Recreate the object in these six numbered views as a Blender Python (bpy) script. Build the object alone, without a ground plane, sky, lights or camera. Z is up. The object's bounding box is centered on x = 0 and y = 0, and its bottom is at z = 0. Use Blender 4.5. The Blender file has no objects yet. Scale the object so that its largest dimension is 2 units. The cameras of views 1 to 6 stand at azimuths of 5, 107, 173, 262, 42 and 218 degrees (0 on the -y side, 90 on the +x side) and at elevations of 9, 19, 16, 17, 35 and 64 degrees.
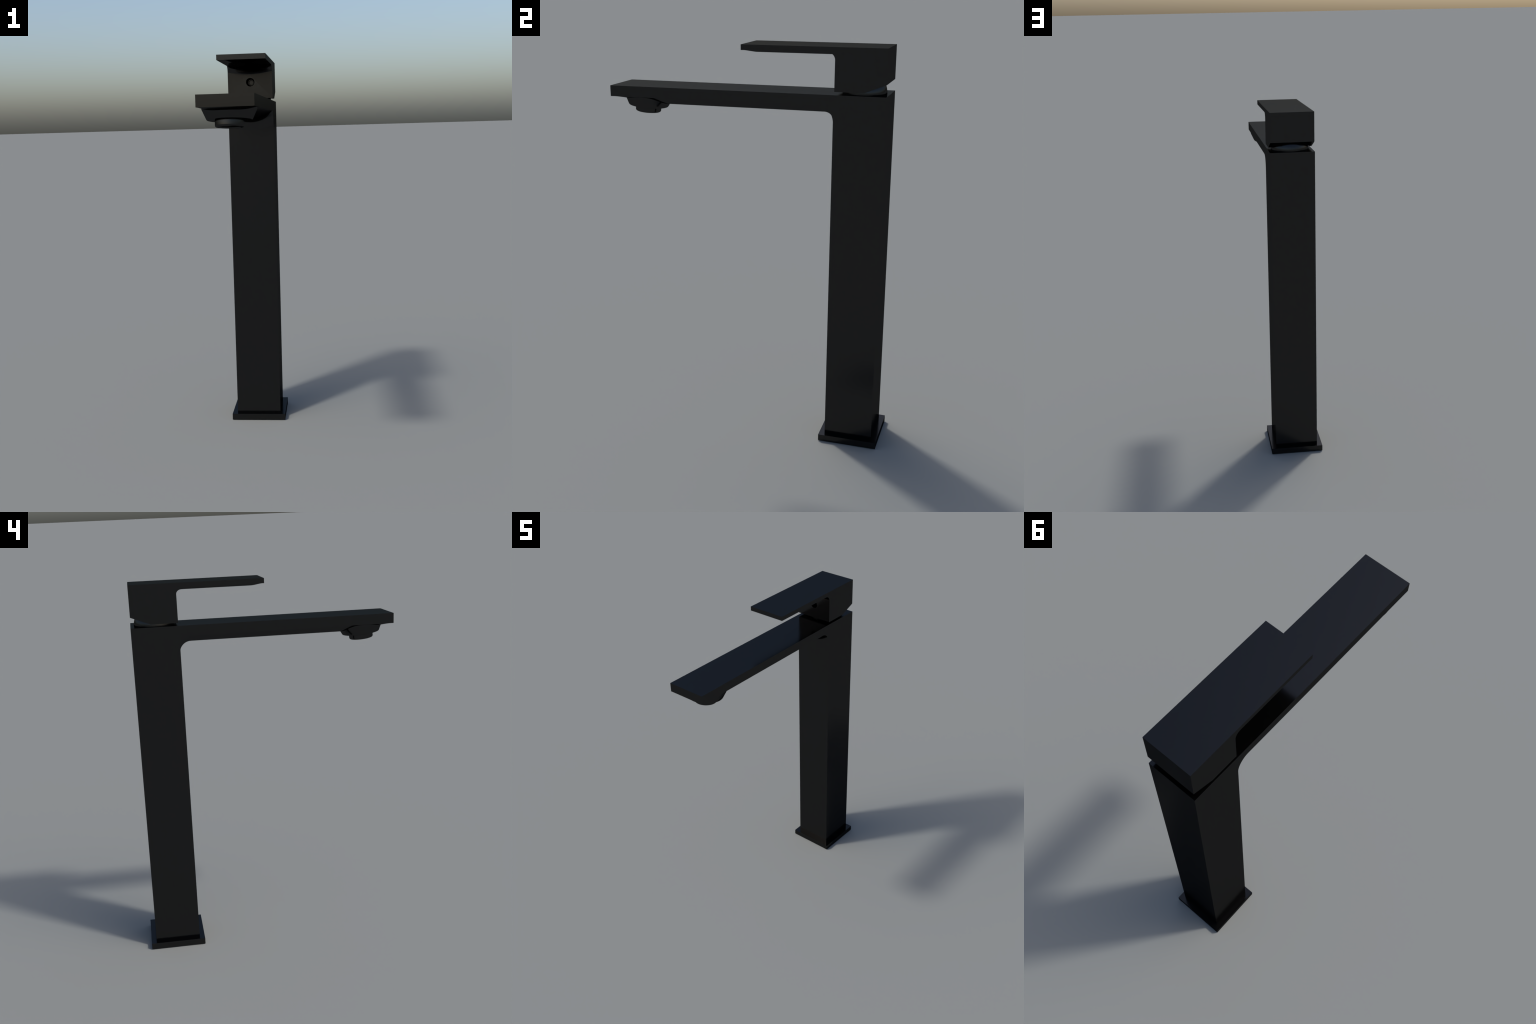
import bpy, bmesh, math
from mathutils import Vector, Matrix

# ------------------------------------------------------------------ sizes (m)
HALF_W   = 0.1220          # half width of column and spout
COL_F, COL_B = 0.4273, 0.6712   # column front / back (y)
COL_CY   = 0.5   * (COL_F + COL_B)
PLATE_H  = 0.0335
PLATE_HALF = 0.150
PLATE_F, PLATE_B = 0.3993, 0.6993

SPOUT_TIP   = -0.6993
SPOUT_TOP   = 1.7857
SPOUT_TIP_Z = 1.7333       # underside at the thin tip
SPOUT_SAG   = 0.042        # how far the underside bellies down in the middle
SPOUT_FIL   = 0.063        # fillet arm -> column

LEV_HALF = 0.1199
LEV_TIP, LEV_BACK = -0.0188, 0.6692
LEV_FRONT  = 0.4297        # front of lever block
LEV_TOP    = 2.0
LEV_TIP_Z  = 1.9743
LEV_SAG    = 0.0157
LEV_FIL    = 0.032
LEV_BOT    = 1.8002
LEV_BREAK  = 0.567         # where the block's underside starts to rise
LEV_BACK_Z = 1.8396

AER_Y, AER_Z, AER_TILT = -0.5527, 1.678, math.radians(6.0)

# ------------------------------------------------------------------ materials
def black_lacquer(name, base, film, rough, grain):
    m = bpy.data.materials.new(name)
    m.use_nodes = True
    nt = m.node_tree
    bsdf = nt.nodes["Principled BSDF"]
    tc = nt.nodes.new("ShaderNodeTexCoord")
    no = nt.nodes.new("ShaderNodeTexNoise")
    no.inputs["Scale"].default_value = 55.0
    no.inputs["Detail"].default_value = 3.0
    nt.links.new(tc.outputs["Object"], no.inputs["Vector"])
    cr = nt.nodes.new("ShaderNodeValToRGB")
    lo, hi = [c * (1 - grain) for c in base], [c * (1 + grain) for c in base]
    cr.color_ramp.elements[0].position = 0.35
    cr.color_ramp.elements[0].color = (*lo, 1)
    cr.color_ramp.elements[1].position = 0.65
    cr.color_ramp.elements[1].color = (*hi, 1)
    nt.links.new(no.outputs["Fac"], cr.inputs["Fac"])
    nt.links.new(cr.outputs["Color"], bsdf.inputs["Base Color"])
    bsdf.inputs["Roughness"].default_value = rough
    bsdf.inputs["IOR"].default_value = 1.0          # body colour only, no second highlight
    bsdf.inputs["Specular IOR Level"].default_value = 0.0
    # angle-independent sheen of the lacquer film
    gl = nt.nodes.new("ShaderNodeBsdfGlossy")
    gl.distribution = 'GGX'
    gl.inputs["Color"].default_value = (*film, 1)
    gl.inputs["Roughness"].default_value = rough
    add = nt.nodes.new("ShaderNodeAddShader")
    nt.links.new(bsdf.outputs["BSDF"], add.inputs[0])
    nt.links.new(gl.outputs["BSDF"], add.inputs[1])
    nt.links.new(add.outputs["Shader"], nt.nodes["Material Output"].inputs["Surface"])
    return m

LACQUER = black_lacquer("black_lacquer", (0.0004, 0.0004, 0.0004), (0.0395, 0.0395, 0.0395), 0.17, 0.15)

# ------------------------------------------------------------------ helpers
root = bpy.data.objects.new("basin_faucet", None)
bpy.context.scene.collection.objects.link(root)
root.location = (0, COL_CY, 0)
root["label"] = "tall square glossy black single-lever basin faucet with flat spout"
root["category"] = "faucet"

def finish(name, bm, parent=root, mat=LACQUER, angle=30.0):
    bmesh.ops.recalc_face_normals(bm, faces=bm.faces[:])
    me = bpy.data.meshes.new(name)
    bm.to_mesh(me); bm.free()
    me.materials.append(mat)
    ob = bpy.data.objects.new(name, me)
    bpy.context.scene.collection.objects.link(ob)
    ob.parent = parent
    ob.matrix_parent_inverse = parent_inverse(parent)
    shade(me, angle)
    return ob

def shade(me, angle=30.0):
    me.shade_smooth()
    for p in me.polygons:                 # big plane faces stay optically flat
        if p.loop_total > 4: p.use_smooth = False
    me.set_sharp_from_angle(angle=math.radians(angle))

def parent_inverse(p):
    m = Matrix.Translation(p.location)
    return m.inverted()

def lathe(profile, n=96):
    """(r,z) profile turned about z; points with r = 0 become poles."""
    bm = bmesh.new(); rings = []
    for r, z in profile:
        if r < 1e-6:
            rings.append([bm.verts.new((0, 0, z))])
        else:
            rings.append([bm.verts.new((r * math.cos(2 * math.pi * k / n),
                                        r * math.sin(2 * math.pi * k / n), z)) for k in range(n)])
    for a, b in zip(rings, rings[1:]):
        for k in range(n):
            k2 = (k + 1) % n
            f = [a[k % len(a)], a[k2 % len(a)], b[k2 % len(b)], b[k % len(b)]]
            u = []
            for v in f:
                if v not in u: u.append(v)
            if len(u) > 2: bm.faces.new(u)
    return bm

# ------------------------------------------------------------------ base plate
bm = bmesh.new()
bmesh.ops.create_cube(bm, size=1.0)
bmesh.ops.scale(bm, vec=(2 * PLATE_HALF, PLATE_B - PLATE_F, PLATE_H), verts=bm.verts)
bmesh.ops.translate(bm, vec=(0, 0.5 * (PLATE_F + PLATE_B), 0.5 * PLATE_H), verts=bm.verts)
finish("base_plate", bm)

# ------------------------------------------------------------------ crowned undersides
def crown(half, sag):
    """Arc of sagitta `sag` across the width: returns its radius."""
    return (half * half + sag * sag) / (2 * sag)

def xs_across(half, n=36):
    return [-half + 2 * half * i / n for i in range(n + 1)]

def arm_stations(ys_h, z_edge, half, sag):
    """Rows (y, [z over x]) of an arm's underside: flat at both side edges,
    bellied downwards in the middle by h (share h of the full sagitta)."""
    R = crown(half, sag)
    base = math.sqrt(R * R - half * half)
    rows = []
    for y, h in ys_h:
        rows.append((y, [z_edge - h * (math.sqrt(R * R - x * x) - base) / sag for x in xs_across(half)]))
    return rows

def fillet_stations(front, r, z_edge, half, sag, n=20):
    """Rolling-ball fillet between the bellied underside and the plane y = front."""
    R = crown(half, sag)
    z_axis = z_edge + math.sqrt(R * R - half * half)
    rows = []
    for i in range(n + 1):
        p = math.radians(90.0 * i / n)
        rho = R + r * (1 - math.cos(p))
        rows.append((front - r + r * math.sin(p), [z_axis - math.sqrt(rho * rho - x * x) for x in xs_across(half)]))
    return rows

def arm_mesh(rows, half, outline, start_wall, end_wall):
    """Skin through `rows`; the side walls and flat faces are closed along
    `outline`, the (y,z) corners that lead from the last row back to the first."""
    bm = bmesh.new()
    xs = xs_across(half)
    V = [[bm.verts.new((x, y, z)) for x, z in zip(xs, zs)] for y, zs in rows]
    for A, B in zip(V, V[1:]):
        for k in range(len(xs) - 1):
            bm.faces.new((A[k], A[k + 1], B[k + 1], B[k]))
    L = [bm.verts.new((-half, y, z)) for y, z in outline]
    Rr = [bm.verts.new((half, y, z)) for y, z in outline]
    if end_wall:
        bm.faces.new(V[-1] + [Rr[0], L[0]])
    for i in range(len(outline) - 1):
        bm.faces.new((L[i], Rr[i], Rr[i + 1], L[i + 1]))
    if start_wall:
        bm.faces.new(V[0] + [Rr[-1], L[-1]])
    bm.faces.new([r[0] for r in V] + L)
    bm.faces.new([r[-1] for r in V] + Rr)
    return bm

def smooth(t):
    t = max(0.0, min(1.0, t)); return t * t * (3 - 2 * t)

# ------------------------------------------------------------------ column and spout
fil = fillet_stations(COL_F, SPOUT_FIL, SPOUT_TIP_Z, HALF_W, SPOUT_SAG)
join_y = fil[0][0]
foot = PLATE_H - 0.004
finish("column", arm_mesh(fil, HALF_W, [(COL_F, foot), (COL_B, foot), (COL_B, SPOUT_TOP), (join_y, SPOUT_TOP)], False, True))

def spout_belly(y):
    lip = 0.020 * (1 - (1 - min(1.0, (y - SPOUT_TIP) / 0.10)) ** 2)
    return lip + (SPOUT_SAG - 0.020) * smooth((y + 0.535) / 0.10)
ys = [SPOUT_TIP + 0.10 * i / 16 for i in range(17)] + [-0.535 + 0.10 * i / 16 for i in range(17)] + [join_y]
rows = arm_stations([(y, spout_belly(y)) for y in ys], SPOUT_TIP_Z, HALF_W, SPOUT_SAG)
finish("spout", arm_mesh(rows, HALF_W, [(join_y, SPOUT_TOP), (SPOUT_TIP, SPOUT_TOP)], True, False))

# ------------------------------------------------------------------ aerator housing and nozzle
aer_m = Matrix.Translation((0, AER_Y, AER_Z)) @ Matrix.Rotation(-AER_TILT, 4, 'X')
bm = lathe([(0.1200, 0.075), (0.1200, 0.0475), (0.1000, 0.0045), (0.0978, 0.0016), (0.095, 0.0008), (0.0, 0.0008)], 128)
bmesh.ops.transform(bm, matrix=aer_m, verts=bm.verts)
finish("aerator_housing", bm)

noz = [(0.0635, 0.004), (0.0635, -0.0212)] + \
      [(0.0555 + 0.008 * math.cos(math.radians(t)), -0.0212 - 0.008 * math.sin(math.radians(t))) for t in range(15, 91, 15)] + \
      [(0.0500, -0.0292), (0.0485, -0.0245), (0.0, -0.0230)]
bm = lathe(noz, 96)
bmesh.ops.transform(bm, matrix=aer_m, verts=bm.verts)
finish("aerator_nozzle", bm)

# ------------------------------------------------------------------ ball cap under the lever
R = 0.1035
bm = lathe([(R, -0.004)] + [(R * math.cos(math.radians(t)), R * math.sin(math.radians(t))) for t in range(0, 46, 3)] + [(0, R * math.sin(math.radians(45)))], 96)
bmesh.ops.translate(bm, vec=(0, COL_CY, SPOUT_TOP), verts=bm.verts)
finish("ball_cap", bm)

# ------------------------------------------------------------------ lever
def lever_belly(y):
    return LEV_SAG * (1 - (1 - min(1.0, (y - LEV_TIP) / 0.062)) ** 2)
lf = fillet_stations(LEV_FRONT, LEV_FIL, LEV_TIP_Z, LEV_HALF, LEV_SAG)
ys = [LEV_TIP + 0.062 * i / 12 for i in range(13)]
rows = arm_stations([(y, lever_belly(y)) for y in ys], LEV_TIP_Z, LEV_HALF, LEV_SAG) + lf
lever = finish("lever_handle", arm_mesh(rows, LEV_HALF, [(LEV_FRONT, LEV_BOT), (LEV_BREAK, LEV_BOT), (LEV_BACK, LEV_BACK_Z),
                                                         (LEV_BACK, LEV_TOP), (LEV_TIP, LEV_TOP)], True, True))

# the block is hollow round the ball cap, with a set-screw bore through its front wall
HX, HZ, HR = 0.001, 1.8868, 0.0228
def bore_axis(bm):
    bmesh.ops.rotate(bm, cent=(0, 0, 0), matrix=Matrix.Rotation(math.radians(90), 3, 'X'), verts=bm.verts)
    bmesh.ops.translate(bm, vec=(HX, LEV_FRONT, HZ), verts=bm.verts)
    return bm
cut_bore = finish("bore_cutter", bore_axis(lathe([(0, 0.03), (HR, 0.03), (HR, -0.06), (0, -0.06)], 48)))
hollow = lathe([(0, -0.08), (0.1062, -0.08), (0.1062, 0.150), (0, 0.150)], 96)
bmesh.ops.translate(hollow, vec=(0, COL_CY, LEV_BOT), verts=hollow.verts)
cut_hollow = finish("hollow_cutter", hollow)
for c in (cut_hollow, cut_bore):
    md = lever.modifiers.new("cut", 'BOOLEAN'); md.object = c; md.solver = 'EXACT'
bpy.context.view_layer.update()
dg = bpy.context.evaluated_depsgraph_get()
me2 = bpy.data.meshes.new_from_object(lever.evaluated_get(dg))
lever.modifiers.clear()
lever.data = me2
lever.data.name = "lever_handle"
for c in (cut_hollow, cut_bore):
    bpy.data.objects.remove(c)
shade(lever.data)

# cartridge stem on the ball cap and the socketed set screw that clamps it
stem = lathe([(0.030, 0.05), (0.030, 0.150), (0, 0.150)], 48)
bmesh.ops.translate(stem, vec=(0, COL_CY, SPOUT_TOP), verts=stem.verts)
finish("cartridge_stem", stem)
plug = bore_axis(lathe([(0.0150, -0.100), (0.0150, -0.044), (0.0130, -0.044), (0.0105, -0.060), (0, -0.060)], 48))
screw = finish("set_screw", plug)
screw.parent = lever
screw.matrix_parent_inverse = Matrix.Identity(4)
